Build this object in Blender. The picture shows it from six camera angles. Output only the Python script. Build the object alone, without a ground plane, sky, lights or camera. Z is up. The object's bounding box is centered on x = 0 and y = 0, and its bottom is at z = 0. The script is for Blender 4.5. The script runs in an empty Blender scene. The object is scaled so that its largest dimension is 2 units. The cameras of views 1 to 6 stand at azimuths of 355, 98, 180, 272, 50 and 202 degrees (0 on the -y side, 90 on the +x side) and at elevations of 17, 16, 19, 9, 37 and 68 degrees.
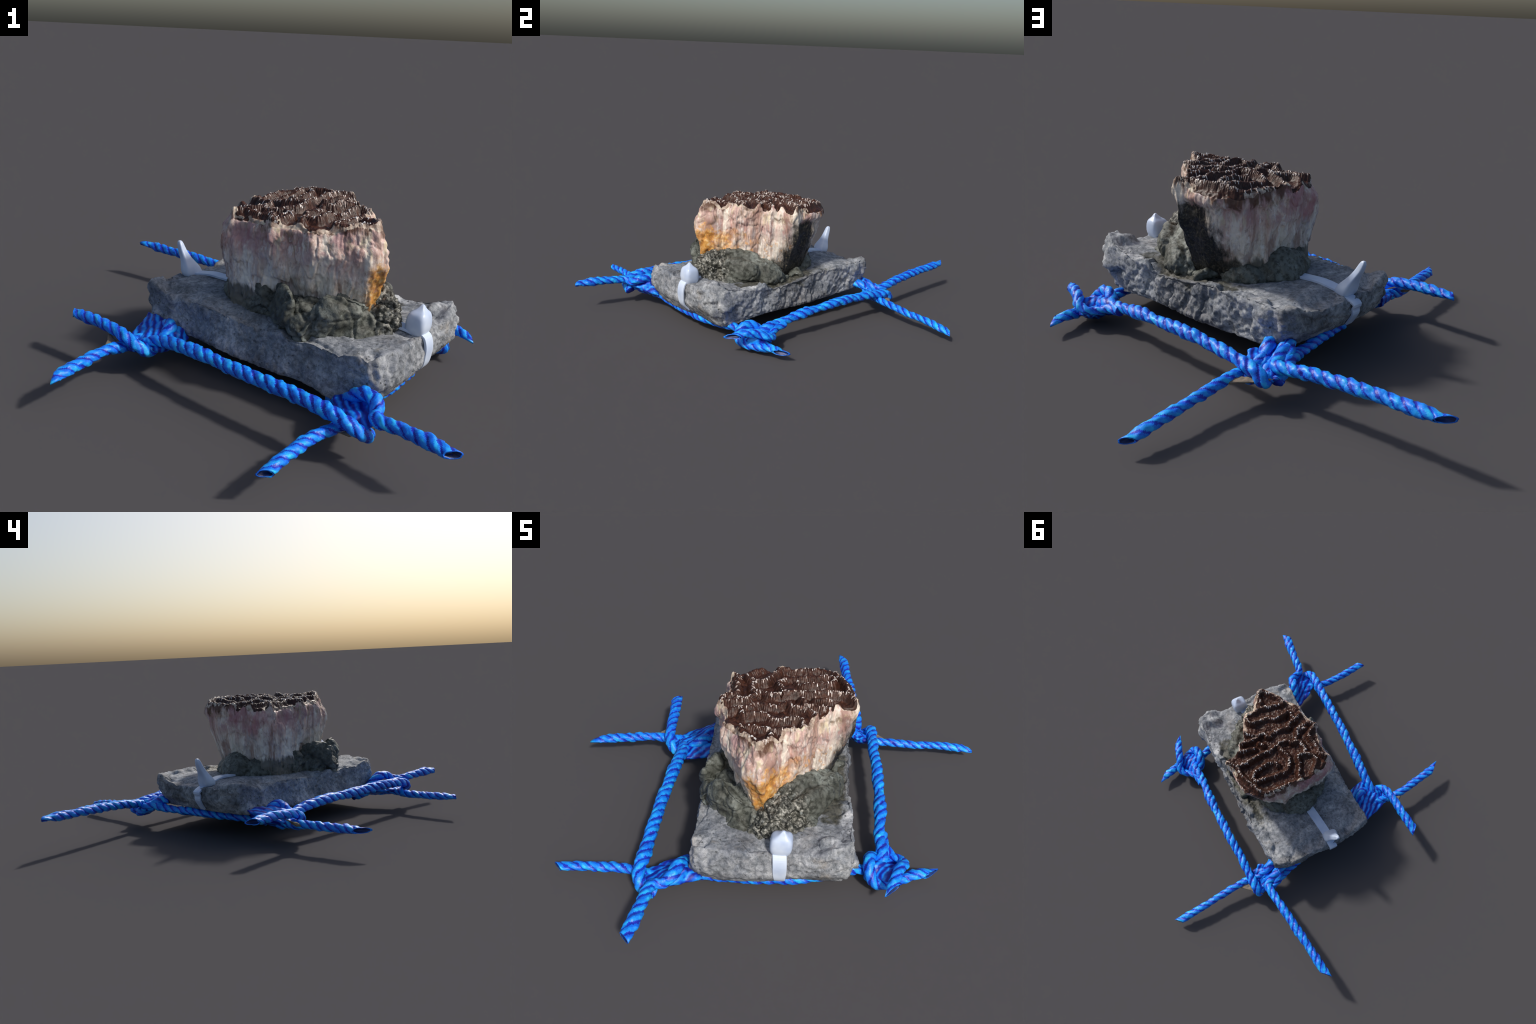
import bpy, bmesh, math
import numpy as np
from mathutils import Vector
from mathutils.bvhtree import BVHTree

rng = np.random.default_rng(7)

# ------------------------------------------------------------------ noise --
def _hash(i, j, k, seed):
    n = (i * 374761393 + j * 668265263 + k * 2147483647 + seed * 1274126177) & 0xFFFFFFFF
    n = ((n ^ (n >> 13)) * 1274126177) & 0xFFFFFFFF
    n = ((n ^ (n >> 16)) * 2246822519) & 0xFFFFFFFF
    return ((n ^ (n >> 15)) & 0xFFFF) / 32767.5 - 1.0

def noise(p, scale=1.0, seed=0):
    """value noise in -1..1 at the points p (n x 3)"""
    q = np.asarray(p, float) * scale + 57.3
    i = np.floor(q).astype(np.int64)
    f = q - i
    f = f * f * f * (f * (f * 6 - 15) + 10)
    out = 0
    for dx in (0, 1):
        wx = f[:, 0] if dx else 1 - f[:, 0]
        for dy in (0, 1):
            wy = f[:, 1] if dy else 1 - f[:, 1]
            for dz in (0, 1):
                wz = f[:, 2] if dz else 1 - f[:, 2]
                out = out + wx * wy * wz * _hash(i[:, 0] + dx, i[:, 1] + dy, i[:, 2] + dz, seed)
    return out

def fbm(p, scale, octaves=4, gain=0.5, seed=0):
    s, a, t = 0, 1.0, 0
    for o in range(octaves):
        s = s + a * noise(p, scale * 2 ** o, seed + 11 * o)
        t += a
        a *= gain
    return s / t * 1.6

def ridged(p, scale, octaves=3, seed=0):
    s, a, t = 0, 1.0, 0
    for o in range(octaves):
        s = s + a * (1 - 2 * np.abs(noise(p, scale * 2 ** o, seed + 7 * o)))
        t += a
        a *= 0.5
    return s / t

def smooth(a, b, x):
    t = np.clip((x - a) / (b - a), 0, 1)
    return t * t * (3 - 2 * t)

def cells(p, size, seed=0):
    """broken facets: height of a randomly tilted plane in each cell (-1..1 scale), and nearness to a crack between cells"""
    q = np.asarray(p, float) / size + 91.7
    i = np.floor(q).astype(np.int64)
    f1 = np.full(len(q), 9.0)
    f2 = np.full(len(q), 9.0)
    tilt = np.zeros(len(q))
    for dx in (-1, 0, 1):
        for dy in (-1, 0, 1):
            for dz in (-1, 0, 1):
                a, b, c = i[:, 0] + dx, i[:, 1] + dy, i[:, 2] + dz
                o = np.stack([_hash(a, b, c, seed + k) * .5 + .5 for k in range(3)], 1)
                w = q - (np.stack([a, b, c], 1) + o)
                d = np.sqrt((w ** 2).sum(1))
                h = sum(_hash(a, b, c, seed + 5 + k) * w[:, k] for k in range(3)) + .35 * _hash(a, b, c, seed + 9)
                near = d < f1
                f2 = np.where(near, f1, np.minimum(f2, d))
                tilt = np.where(near, h, tilt)
                f1 = np.where(near, d, f1)
    return tilt, smooth(.16, .0, f2 - f1)

# ---------------------------------------------------------------- helpers --
def mesh_object(name, verts, faces, mats, parent, mat_index=None, smooth_shade=True):
    me = bpy.data.meshes.new(name)
    me.from_pydata([tuple(v) for v in verts], [], [tuple(f) for f in faces])
    for m in mats:
        me.materials.append(m)
    if mat_index is not None:
        me.polygons.foreach_set("material_index", np.asarray(mat_index, np.int32))
    me.polygons.foreach_set("use_smooth", [smooth_shade] * len(me.polygons))
    me.update()
    ob = bpy.data.objects.new(name, me)
    bpy.context.scene.collection.objects.link(ob)
    ob.parent = parent
    return ob

def vertex_normals(v, f):
    """area weighted normals of quads / triangles (array of equal length faces)"""
    f = np.asarray(f)
    n = np.cross(v[f[:, 2]] - v[f[:, 0]], v[f[:, -1]] - v[f[:, 1]])
    out = np.zeros_like(v)
    for c in range(f.shape[1]):
        np.add.at(out, f[:, c], n)
    return out / (np.linalg.norm(out, axis=1, keepdims=True) + 1e-12)

def catmull(points, step):
    P = np.asarray(points, float)
    P = np.vstack([2 * P[0] - P[1], P, 2 * P[-1] - P[-2]])
    out = []
    for i in range(1, len(P) - 2):
        p0, p1, p2, p3 = P[i - 1:i + 3]
        n = max(2, int(np.linalg.norm(p2 - p1) / step * 3))
        t = np.linspace(0, 1, n, endpoint=False)[:, None]
        out.append(0.5 * (2 * p1 + (p2 - p0) * t + (2 * p0 - 5 * p1 + 4 * p2 - p3) * t ** 2 + (3 * p1 - p0 - 3 * p2 + p3) * t ** 3))
    out = np.vstack(out + [P[-2:-1]])
    d = np.r_[0, np.cumsum(np.linalg.norm(np.diff(out, axis=0), axis=1))]
    n = max(3, int(d[-1] / step))
    s = np.linspace(0, d[-1], n)
    return np.stack([np.interp(s, d, out[:, k]) for k in range(out.shape[1])], 1), s

# -------------------------------------------------------------- materials --
class Mat:
    def __init__(self, name, rough=0.8, spec=0.3):
        self.m = bpy.data.materials.new(name)
        self.m.use_nodes = True
        self.t = self.m.node_tree
        self.b = self.t.nodes["Principled BSDF"]
        self.b.inputs["Roughness"].default_value = rough
        self.b.inputs["Specular IOR Level"].default_value = spec
        self.co = self.t.nodes.new("ShaderNodeTexCoord").outputs["Object"]
    def link(self, a, b):
        self.t.links.new(a, b)
    def put(self, socket, x):
        if hasattr(x, "is_output"):
            self.link(x, socket)
        elif isinstance(x, (tuple, list)) and len(x) == 3 and socket.type == "RGBA":
            socket.default_value = (*x, 1)
        else:
            socket.default_value = x
    def mapped(self, scale=(1, 1, 1), rot=(0, 0, 0), loc=(0, 0, 0)):
        n = self.t.nodes.new("ShaderNodeMapping")
        n.inputs["Scale"].default_value = scale
        n.inputs["Rotation"].default_value = rot
        n.inputs["Location"].default_value = loc
        self.link(self.co, n.inputs["Vector"])
        return n.outputs["Vector"]
    def noise(self, scale, detail=4, rough=0.55, vec=None, dist=0.0):
        n = self.t.nodes.new("ShaderNodeTexNoise")
        n.inputs["Scale"].default_value = scale
        n.inputs["Detail"].default_value = detail
        n.inputs["Roughness"].default_value = rough
        n.inputs["Distortion"].default_value = dist
        self.link(vec or self.co, n.inputs["Vector"])
        return n.outputs["Fac"]
    def voronoi(self, scale, vec=None, feature="F1", out="Distance"):
        n = self.t.nodes.new("ShaderNodeTexVoronoi")
        n.feature = feature
        n.inputs["Scale"].default_value = scale
        self.link(vec or self.co, n.inputs["Vector"])
        return n.outputs[out]
    def math(self, op, a, b=0.0, c=0.0):
        n = self.t.nodes.new("ShaderNodeMath")
        n.operation = op
        for s, x in zip(n.inputs, (a, b, c)):
            self.put(s, x)
        return n.outputs[0]
    def band(self, x, lo, hi, a=0.0, b=1.0):
        n = self.t.nodes.new("ShaderNodeMapRange")
        n.interpolation_type = "SMOOTHSTEP"
        for s, v in zip(n.inputs, (x, lo, hi, a, b)):
            self.put(s, v)
        return n.outputs[0]
    def mix(self, fac, a, b, mode="MIX"):
        n = self.t.nodes.new("ShaderNodeMix")
        n.data_type = "RGBA"
        n.blend_type = mode
        self.put(n.inputs[0], fac)
        self.put(n.inputs[6], a)
        self.put(n.inputs[7], b)
        return n.outputs[2]
    def ramp(self, fac, stops):
        n = self.t.nodes.new("ShaderNodeValToRGB")
        e = n.color_ramp.elements
        while len(e) < len(stops):
            e.new(0.5)
        for el, (p, c) in zip(e, stops):
            el.position = p
            el.color = (*c, 1)
        self.link(fac, n.inputs[0])
        return n.outputs[0]
    def xyz(self, vec=None):
        n = self.t.nodes.new("ShaderNodeSeparateXYZ")
        self.link(vec or self.co, n.inputs[0])
        return n.outputs
    def bump(self, height, strength=0.4, dist=0.01):
        n = self.t.nodes.new("ShaderNodeBump")
        n.inputs["Strength"].default_value = strength
        n.inputs["Distance"].default_value = dist
        self.link(height, n.inputs["Height"])
        self.link(n.outputs[0], self.b.inputs["Normal"])
    def color(self, c):
        self.put(self.b.inputs["Base Color"], c)

def concrete_material():
    k = Mat("weathered_concrete", 0.75, 0.35)
    big = k.noise(7, 8, 0.68, dist=0.4)
    fine = k.noise(20, 9, 0.74, dist=0.7)
    base = k.ramp(big, [(0.34, (0.19, 0.21, 0.24)), (0.47, (0.34, 0.36, 0.39)), (0.56, (0.44, 0.46, 0.485)), (0.68, (0.66, 0.675, 0.69))])
    c = k.mix(k.band(fine, 0.35, 0.68), k.mix(1.0, base, (0.56, 0.58, 0.60), "MULTIPLY"), k.mix(1.0, base, (1.15, 1.13, 1.12), "MULTIPLY"))
    # warm sandy stains and dark pits
    c = k.mix(k.math("MULTIPLY", k.band(k.noise(9, 4, 0.6, k.mapped(loc=(3, 1, 2))), 0.6, 0.72), 0.45), c, (0.34, 0.29, 0.22))
    c = k.mix(k.band(k.noise(3.2, 6, 0.65, k.mapped(loc=(8, 2, 5)), 0.8), 0.50, 0.64, 0, 0.55), c, k.mix(1.0, c, (0.62, 0.56, 0.50), "MULTIPLY"))
    c = k.mix(k.band(k.noise(4.5, 7, 0.7, k.mapped(loc=(1, 6, 9)), 0.6), 0.54, 0.66, 0, 0.6), c, k.mix(1.0, c, (0.55, 0.62, 0.72), "MULTIPLY"))
    c = k.mix(k.band(k.noise(62, 6, 0.75, dist=0.4), 0.53, 0.40, 0, 0.7), c, k.mix(1.0, c, (0.45, 0.47, 0.48), "MULTIPLY"))
    pits = k.math("MULTIPLY", k.band(k.voronoi(48), 0.10, 0.26, 1, 0), k.band(k.noise(12, 3), 0.48, 0.6))
    c = k.mix(k.math("MULTIPLY", pits, 0.8), c, (0.07, 0.075, 0.07))
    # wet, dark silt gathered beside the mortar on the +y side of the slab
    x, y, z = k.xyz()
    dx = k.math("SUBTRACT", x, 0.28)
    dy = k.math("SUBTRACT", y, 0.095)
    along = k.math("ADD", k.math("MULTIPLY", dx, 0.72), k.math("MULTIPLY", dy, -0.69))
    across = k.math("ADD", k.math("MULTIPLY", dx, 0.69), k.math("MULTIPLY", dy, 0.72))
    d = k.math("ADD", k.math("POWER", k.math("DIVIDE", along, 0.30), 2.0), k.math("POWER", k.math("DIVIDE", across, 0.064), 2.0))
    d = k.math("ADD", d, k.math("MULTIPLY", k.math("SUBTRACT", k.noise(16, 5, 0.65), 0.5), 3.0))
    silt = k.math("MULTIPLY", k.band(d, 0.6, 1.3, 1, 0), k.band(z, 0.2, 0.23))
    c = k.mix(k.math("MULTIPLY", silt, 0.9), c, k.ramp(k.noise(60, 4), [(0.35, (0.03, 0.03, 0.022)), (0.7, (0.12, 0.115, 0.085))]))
    k.color(c)
    k.put(k.b.inputs["Roughness"], k.band(silt, 0, 1, 0.75, 0.5))
    k.bump(k.math("ADD", k.noise(90, 5, 0.7), k.math("MULTIPLY", pits, -0.8)), 0.5, 0.006)
    return k.m

def mortar_material():
    k = Mat("grey_green_mortar", 0.5, 0.4)
    big = k.noise(7, 4, 0.6)
    fine = k.noise(55, 6, 0.7)
    c = k.ramp(big, [(0.32, (0.055, 0.058, 0.048)), (0.5, (0.125, 0.135, 0.118)), (0.70, (0.25, 0.275, 0.25))])
    x, y, z = k.xyz()
    # crumbly patch at the front: light grains over dark hollows
    dx = k.math("DIVIDE", k.math("SUBTRACT", x, 0.40), 0.10)
    dy = k.math("DIVIDE", k.math("SUBTRACT", y, -0.30), 0.14)
    d = k.math("ADD", k.math("MULTIPLY", dx, dx), k.math("MULTIPLY", dy, dy))
    crumb = k.band(k.math("ADD", d, k.noise(14, 3)), 0.9, 2.0, 1, 0)
    grains = k.ramp(k.noise(65, 5, 0.7), [(0.42, (0.012, 0.012, 0.010)), (0.52, (0.15, 0.15, 0.13)), (0.64, (0.48, 0.47, 0.42))])
    c = k.mix(crumb, c, grains)
    c = k.mix(k.band(fine, 0.54, 0.40, 0, 0.75), c, (0.028, 0.030, 0.024))
    c = k.mix(k.band(k.noise(30, 4, 0.6, k.mapped(loc=(5, 5, 5))), 0.6, 0.72, 0, 0.5), c, (0.33, 0.37, 0.36))
    k.color(c)
    k.bump(k.noise(60, 5, 0.7), 0.5, 0.008)
    return k.m

def coral_wall_material():
    k = Mat("coral_skeleton_wall", 0.45, 0.4)
    x, y, z = k.xyz()
    streak = k.noise(26, 4, 0.6, k.mapped((1, 1, 0.22)))
    streak2 = k.noise(60, 4, 0.65, k.mapped((1, 1, 0.15), loc=(4, 2, 0)))
    blot = k.noise(9, 4, 0.6)
    wob = k.math("MULTIPLY", k.math("SUBTRACT", streak, 0.5), 0.22)
    zz = k.math("ADD", z, wob)
    # cream at the foot, pink towards the top
    cream = k.ramp(streak2, [(0.32, (0.50, 0.42, 0.35)), (0.52, (0.74, 0.67, 0.59)), (0.7, (0.86, 0.82, 0.76))])
    pink = k.ramp(blot, [(0.34, (0.46, 0.24, 0.22)), (0.46, (0.62, 0.38, 0.34)), (0.55, (0.72, 0.52, 0.44)), (0.68, (0.82, 0.68, 0.56))])
    c = k.mix(k.band(zz, 0.40, 0.53, 0, 0.85), cream, pink)
    c = k.mix(k.band(k.noise(48, 5, 0.7, k.mapped((1, 1, 0.35), loc=(6, 1, 4))), 0.52, 0.66, 0, 0.75), c, (0.88, 0.85, 0.80))  # white streaks painted on as wall highlights
    c = k.mix(k.band(k.noise(40, 5, 0.7, k.mapped((1, 1, 0.25), loc=(1, 8, 2))), 0.53, 0.68, 0, 0.6), c, (0.38, 0.27, 0.25))
    c = k.mix(k.band(k.noise(75, 4, 0.7, k.mapped((1, 1, 0.5), loc=(8, 3, 2))), 0.56, 0.68, 0, 0.5), c, (0.26, 0.19, 0.17))
    rib = k.noise(13, 5, 0.6, k.mapped((1, 1, 0.12), loc=(2, 6, 1)), 0.3)
    c = k.mix(k.band(rib, 0.51, 0.62, 0, 0.85), c, (0.88, 0.82, 0.71))
    c = k.mix(k.band(rib, 0.48, 0.38, 0, 0.75), c, (0.34, 0.20, 0.16))  # brown streaks draw shading into grooves beside the whitened ribs
    c = k.mix(k.math("MULTIPLY", k.band(k.noise(18, 6, 0.68, k.mapped((1, 1, 0.55), loc=(4, 4, 7)), 0.5), 0.52, 0.64), k.band(z, 0.50, 0.58, 0.15, 0.75)), c, (0.27, 0.19, 0.115))
    c = k.mix(k.band(k.noise(15, 6, 0.7, k.mapped((1, 1, 0.4), loc=(9, 4, 3))), 0.54, 0.66, 0, 0.6), c, (0.46, 0.43, 0.43))
    # yellow green algae film on single ribs
    c = k.mix(k.math("MULTIPLY", k.band(streak, 0.56, 0.68), k.band(zz, 0.47, 0.58, 0, 0.7)), c, (0.72, 0.64, 0.42))
    mauve = k.math("MULTIPLY", k.band(k.noise(10, 5, 0.65, k.mapped((1, 1, 0.7), loc=(5, 1, 6)), 0.4), 0.47, 0.60), k.band(z, 0.45, 0.52))
    c = k.mix(k.math("MULTIPLY", mauve, k.band(x, 0.30, 0.22, 0, 0.7)), c, (0.47, 0.27, 0.28))
    # magenta coralline blush on the far (-x) side
    blush = k.math("MULTIPLY", k.band(x, 0.0, -0.12), k.band(k.noise(11, 3, 0.5, k.mapped((1, 1, 0.6), loc=(1, 7, 3))), 0.5, 0.64))
    c = k.mix(k.math("MULTIPLY", blush, k.band(z, 0.42, 0.5, 0, 0.55)), c, (0.42, 0.14, 0.17))
    # orange encrusting sponge along the foot, on the sunny +x face and the front tip
    oz = k.math("ADD", z, k.math("MULTIPLY", k.math("SUBTRACT", k.noise(22, 8, 0.74, dist=0.5), 0.5), 0.30))
    side = k.math("ADD", x, k.math("MULTIPLY", k.math("SUBTRACT", k.noise(20, 4), 0.5), 0.06))
    orange = k.math("MULTIPLY", k.band(oz, 0.530, 0.475), k.band(side, 0.262, 0.300))
    orange = k.math("MULTIPLY", orange, k.band(k.math("ADD", y, k.math("MULTIPLY", k.noise(14, 4, 0.6, k.mapped(loc=(9, 1, 1))), 0.55)), 0.24, -0.02))
    oc = k.ramp(k.noise(50, 4, 0.65), [(0.34, (0.33, 0.12, 0.025)), (0.48, (0.62, 0.27, 0.04)), (0.58, (0.74, 0.40, 0.09)), (0.70, (0.86, 0.66, 0.38))])
    orange = k.math("MULTIPLY", orange, k.band(k.noise(44, 6, 0.7, k.mapped(loc=(2, 5, 5))), 0.68, 0.50, 0.6, 1))
    c = k.mix(k.math("MULTIPLY", orange, 0.92), c, oc)
    rust = k.math("MULTIPLY", k.band(k.noise(38, 5, 0.65, k.mapped(loc=(3, 9, 1))), 0.55, 0.65), k.math("MULTIPLY", k.band(z, 0.50, 0.43), k.band(x, 0.22, 0.28)))
    c = k.mix(k.math("MULTIPLY", rust, 0.75), c, (0.62, 0.30, 0.08))
    # dark spots and grime in pits
    c = k.mix(k.math("MULTIPLY", k.band(k.noise(34, 5, 0.7, k.mapped((1, 1, 0.5), loc=(2, 2, 8))), 0.60, 0.70), 0.55), c, (0.22, 0.14, 0.11))
    # tissue running down from the top, strongest on the +y side
    rim = k.math("ADD", z, k.math("MULTIPLY", k.math("SUBTRACT", k.noise(30, 4, 0.6, k.mapped((1, 1, 0.12), loc=(0, 3, 5))), 0.5), 0.20))
    rim = k.math("ADD", rim, k.band(y, 0.05, 0.22, 0, 0.035))
    rim = k.math("SUBTRACT", rim, k.band(k.math("ADD", x, k.math("MULTIPLY", y, 0.3)), 0.24, 0.30, 0, 0.05))
    c = k.mix(k.band(rim, 0.60, 0.635, 0, 0.92), c, (0.10, 0.042, 0.022))
    # mortar smeared up the lowest edge
    c = k.mix(k.band(k.math("ADD", z, k.math("MULTIPLY", k.math("SUBTRACT", k.noise(28, 4, 0.6, k.mapped((1, 1, 0.3))), 0.5), 0.12)), 0.36, 0.33, 0, 0.9), c, (0.10, 0.10, 0.085))
    # black turf patch on the +x +y corner
    g = k.math("ADD", k.math("MULTIPLY", x, 0.75), k.math("MULTIPLY", y, 0.66))
    h = k.math("ADD", k.math("MULTIPLY", x, -0.66), k.math("MULTIPLY", y, 0.75))
    h = k.math("ADD", h, k.math("MULTIPLY", k.math("SUBTRACT", k.noise(34, 6, 0.72, k.mapped((1, 1, 0.3))), 0.5), 0.16))
    h = k.math("ABSOLUTE", k.math("ADD", h, 0.012))
    h = k.math("SUBTRACT", h, k.math("MULTIPLY", k.math("SUBTRACT", 0.45, z), 0.15))
    black = k.math("MULTIPLY", k.band(h, 0.125, 0.062), k.band(g, 0.05, 0.12))
    top = k.math("ADD", z, k.math("MULTIPLY", k.math("SUBTRACT", k.noise(40, 5, 0.7, k.mapped(loc=(7, 7, 7))), 0.5), 0.09))
    black = k.math("MULTIPLY", black, k.band(top, 0.575, 0.545))
    bc = k.ramp(k.noise(110, 4, 0.7), [(0.42, (0.010, 0.011, 0.012)), (0.58, (0.045, 0.042, 0.036)), (0.72, (0.20, 0.17, 0.11))])
    c = k.mix(black, c, bc)
    k.color(c)
    k.bump(k.math("ADD", streak2, k.noise(80, 4, 0.7)), 0.4, 0.006)
    return k.m

def coral_top_material():
    k = Mat("brown_coral_tissue", 0.36, 0.3)
    fine = k.noise(60, 4, 0.65)
    c = k.ramp(fine, [(0.3, (0.022, 0.009, 0.006)), (0.5, (0.050, 0.019, 0.012)), (0.72, (0.10, 0.040, 0.024))])
    # greyer mucus on the valley floors
    c = k.mix(k.band(k.noise(12, 3), 0.52, 0.68, 0, 0.35), c, (0.060, 0.040, 0.030))
    k.color(c)
    k.bump(k.noise(120, 4, 0.7), 0.4, 0.004)
    return k.m

def bare_rim_material():
    k = Mat("bare_coral_rim", 0.45, 0.4)
    c = k.ramp(k.noise(30, 5, 0.65), [(0.34, (0.12, 0.06, 0.035)), (0.46, (0.38, 0.28, 0.22)), (0.58, (0.62, 0.52, 0.42)), (0.72, (0.72, 0.66, 0.46))])
    k.color(c)
    k.bump(k.noise(90, 4, 0.7), 0.4, 0.005)
    return k.m

def septum_material():
    k = Mat("pale_septa", 0.4, 0.5)
    k.color(k.ramp(k.noise(70, 3, 0.6), [(0.34, (0.22, 0.12, 0.09)), (0.48, (0.60, 0.50, 0.44)), (0.62, (0.86, 0.84, 0.82))]))
    return k.m

def rope_material(name, lo, mid, hi):
    k = Mat(name, 0.42, 0.45)
    c = k.ramp(k.noise(22, 4, 0.6), [(0.3, lo), (0.5, mid), (0.72, hi)])
    c = k.mix(k.band(k.noise(60, 4, 0.65, dist=0.6), 0.54, 0.68, 0, 0.55), c, hi)
    k.color(c)
    k.bump(k.noise(130, 3, 0.6, dist=0.8), 0.3, 0.003)
    return k.m

def tie_material():
    k = Mat("white_nylon", 0.35, 0.5)
    k.color(k.ramp(k.noise(14, 3), [(0.35, (0.50, 0.60, 0.80)), (0.65, (0.66, 0.75, 0.90))]))
    return k.m

def silt_material():
    k = Mat("dried_silt", 0.85, 0.2)
    k.color(k.ramp(k.noise(30, 4), [(0.35, (0.16, 0.15, 0.12)), (0.65, (0.30, 0.23, 0.17))]))
    k.bump(k.noise(80, 4), 0.4, 0.004)
    return k.m

CONCRETE, MORTAR, WALL, TOP, RIM = concrete_material(), mortar_material(), coral_wall_material(), coral_top_material(), bare_rim_material()
SEPTA, NYLON, SILT = septum_material(), tie_material(), silt_material()
ROPE_CREST = rope_material("rope_azure_crest", (0.006, 0.16, 0.80), (0.010, 0.28, 0.97), (0.03, 0.58, 0.98))  # cyan end of the ramp is a glint coloured onto the strands
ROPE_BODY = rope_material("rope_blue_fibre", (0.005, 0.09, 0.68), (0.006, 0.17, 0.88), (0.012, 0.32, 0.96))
ROPE_GROOVE = rope_material("rope_indigo_groove", (0.014, 0.015, 0.32), (0.012, 0.030, 0.48), (0.006, 0.09, 0.70))

def knot_material():
    k = Mat("rope_pressed_knot", 0.45, 0.4)
    n = k.t.nodes.new("ShaderNodeTexWave")
    n.inputs["Scale"].default_value = 9.5
    n.inputs["Distortion"].default_value = 5
    n.inputs["Detail"].default_value = 3
    n.inputs["Detail Scale"].default_value = 1.5
    k.link(k.mapped((1.24, -.7, 1.4)), n.inputs["Vector"])
    c = k.ramp(n.outputs["Fac"], [(0.15, (0.010, 0.018, 0.30)), (0.4, (0.005, 0.07, 0.58)), (0.7, (0.006, 0.15, 0.80)), (0.95, (0.012, 0.30, 0.94))])
    c = k.mix(k.band(k.noise(16, 4), 0.52, 0.66, 0, 0.6), c, (0.008, 0.025, 0.30))  # knot blotched navy to bake in the shadow of its recesses
    k.color(c)
    return k.m

ROPE_KNOT = knot_material()
ROPE_HOLLOW_DARKENED = rope_material("rope_hollow_darkened", (.004, .012, .07), (.005, .022, .13), (.006, .04, .22))

root = bpy.data.objects.new("mounted_coral", None)
bpy.context.scene.collection.objects.link(root)
root["label"] = "brown ridged coral cemented on concrete slab with blue rope net"
root["category"] = "coral"

# ------------------------------------------------------------------- slab --
# outline of the upper edge, counted from the +x corner over the +y, -x and -y corners
SLAB_TOP = [(.672, -.185), (.640, -.122), (.546, -.030), (.448, .048), (.395, .098), (.297, .193), (.198, .288), (.080, .394), (-.030, .490), (-.100, .538),
            (-.165, .515), (-.236, .440), (-.298, .372), (-.365, .308), (-.432, .228), (-.483, .160), (-.512, .094), (-.474, .042), (-.392, -.032), (-.302, -.112),
            (-.205, -.212), (-.121, -.283), (-.035, -.368), (.067, -.450), (.160, -.540), (.235, -.605), (.275, -.608), (.338, -.558), (.405, -.490), (.467, -.419),
            (.530, -.335), (.592, -.280), (.650, -.225)]
# the same outline at the foot of the sides (the two short ends lean outwards and down)
def slab_foot(p):
    x, y = p
    u = (x - .07) * .735 - (y + .035) * .677
    v = (x - .07) * .677 + (y + .035) * .735
    u = u + (-.030 - .03 * smooth(-.1, .25, v) if u > 0 else .034) * smooth(.30, .45, abs(u))
    v = v * (1.0 + .065 * smooth(0, -.2, v))
    return (.07 + u * .735 + v * .677, -.035 - u * .677 + v * .735)

def outline_radius(pts, centre, theta):
    P = np.asarray(pts) - centre
    a = np.arctan2(P[:, 1], P[:, 0])
    r = np.hypot(P[:, 0], P[:, 1])
    # dense sampling of the polygon edges, then radius by angle
    Q = np.vstack([P[i] + (P[(i + 1) % len(P)] - P[i]) * np.linspace(0, 1, 40, endpoint=False)[:, None] for i in range(len(P))])
    a, r = np.arctan2(Q[:, 1], Q[:, 0]), np.hypot(Q[:, 0], Q[:, 1])
    o = np.argsort(a)
    a, r = a[o], r[o]
    return np.interp(theta, np.r_[a - 2 * np.pi, a, a + 2 * np.pi], np.r_[r, r, r])

def slab_uv(xy):
    x, y = xy[:, 0] - .07, xy[:, 1] + .035
    return x * .735 - y * .677, x * .677 + y * .735

# height of the rim along each edge, as seen from outside
RIM_AD = ([0, .10, .20, .28, .35, .48, .65, .77, .95, 1], [.312, .280, .252, .278, .232, .250, .282, .282, .292, .288])
RIM_BC = ([0, .12, .25, .37, .52, .65, .69, .76, .88, .98, 1], [.268, .253, .258, .252, .236, .262, .234, .250, .243, .262, .265])
RIM_DC = ([0, .08, .18, .30, .48, .60, .72, 1], [.300, .290, .258, .246, .250, .262, .258, .285])
RIM_BA = ([0, .28, .46, .75, .9, 1], [.265, .270, .256, .258, .310, .318])

def slab_top_height(xy):
    u, v = slab_uv(xy)
    inner = .254 + .018 * smooth(.0, -.40, u) + .008 * smooth(0.0, -.3, v) + .014 * smooth(.3, .45, u) * smooth(-.1, .1, v)
    ad, bc = np.interp((.53 - u) / 1.05, *RIM_AD), np.interp((u + .53) / 1.05, *RIM_BC)
    dc, ba = np.interp((.295 - v) / .59, *RIM_DC), np.interp((v + .295) / .59, *RIM_BA)
    z = inner
    for h, d, w in ((bc, .30 + v, .07), (dc, .53 + u, .12), (ba, .53 - u, .10), (ad, .30 - v, .06)):
        z = z + (h - z) * smooth(w, w * .25, d)
    # rounded knob on the +x corner
    d = np.hypot((u - .488) / .046, (v - .235) / .072)
    z = np.maximum(z, .320 - .06 * d ** 2 - 3 * np.maximum(d - 1, 0))
    return z

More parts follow.
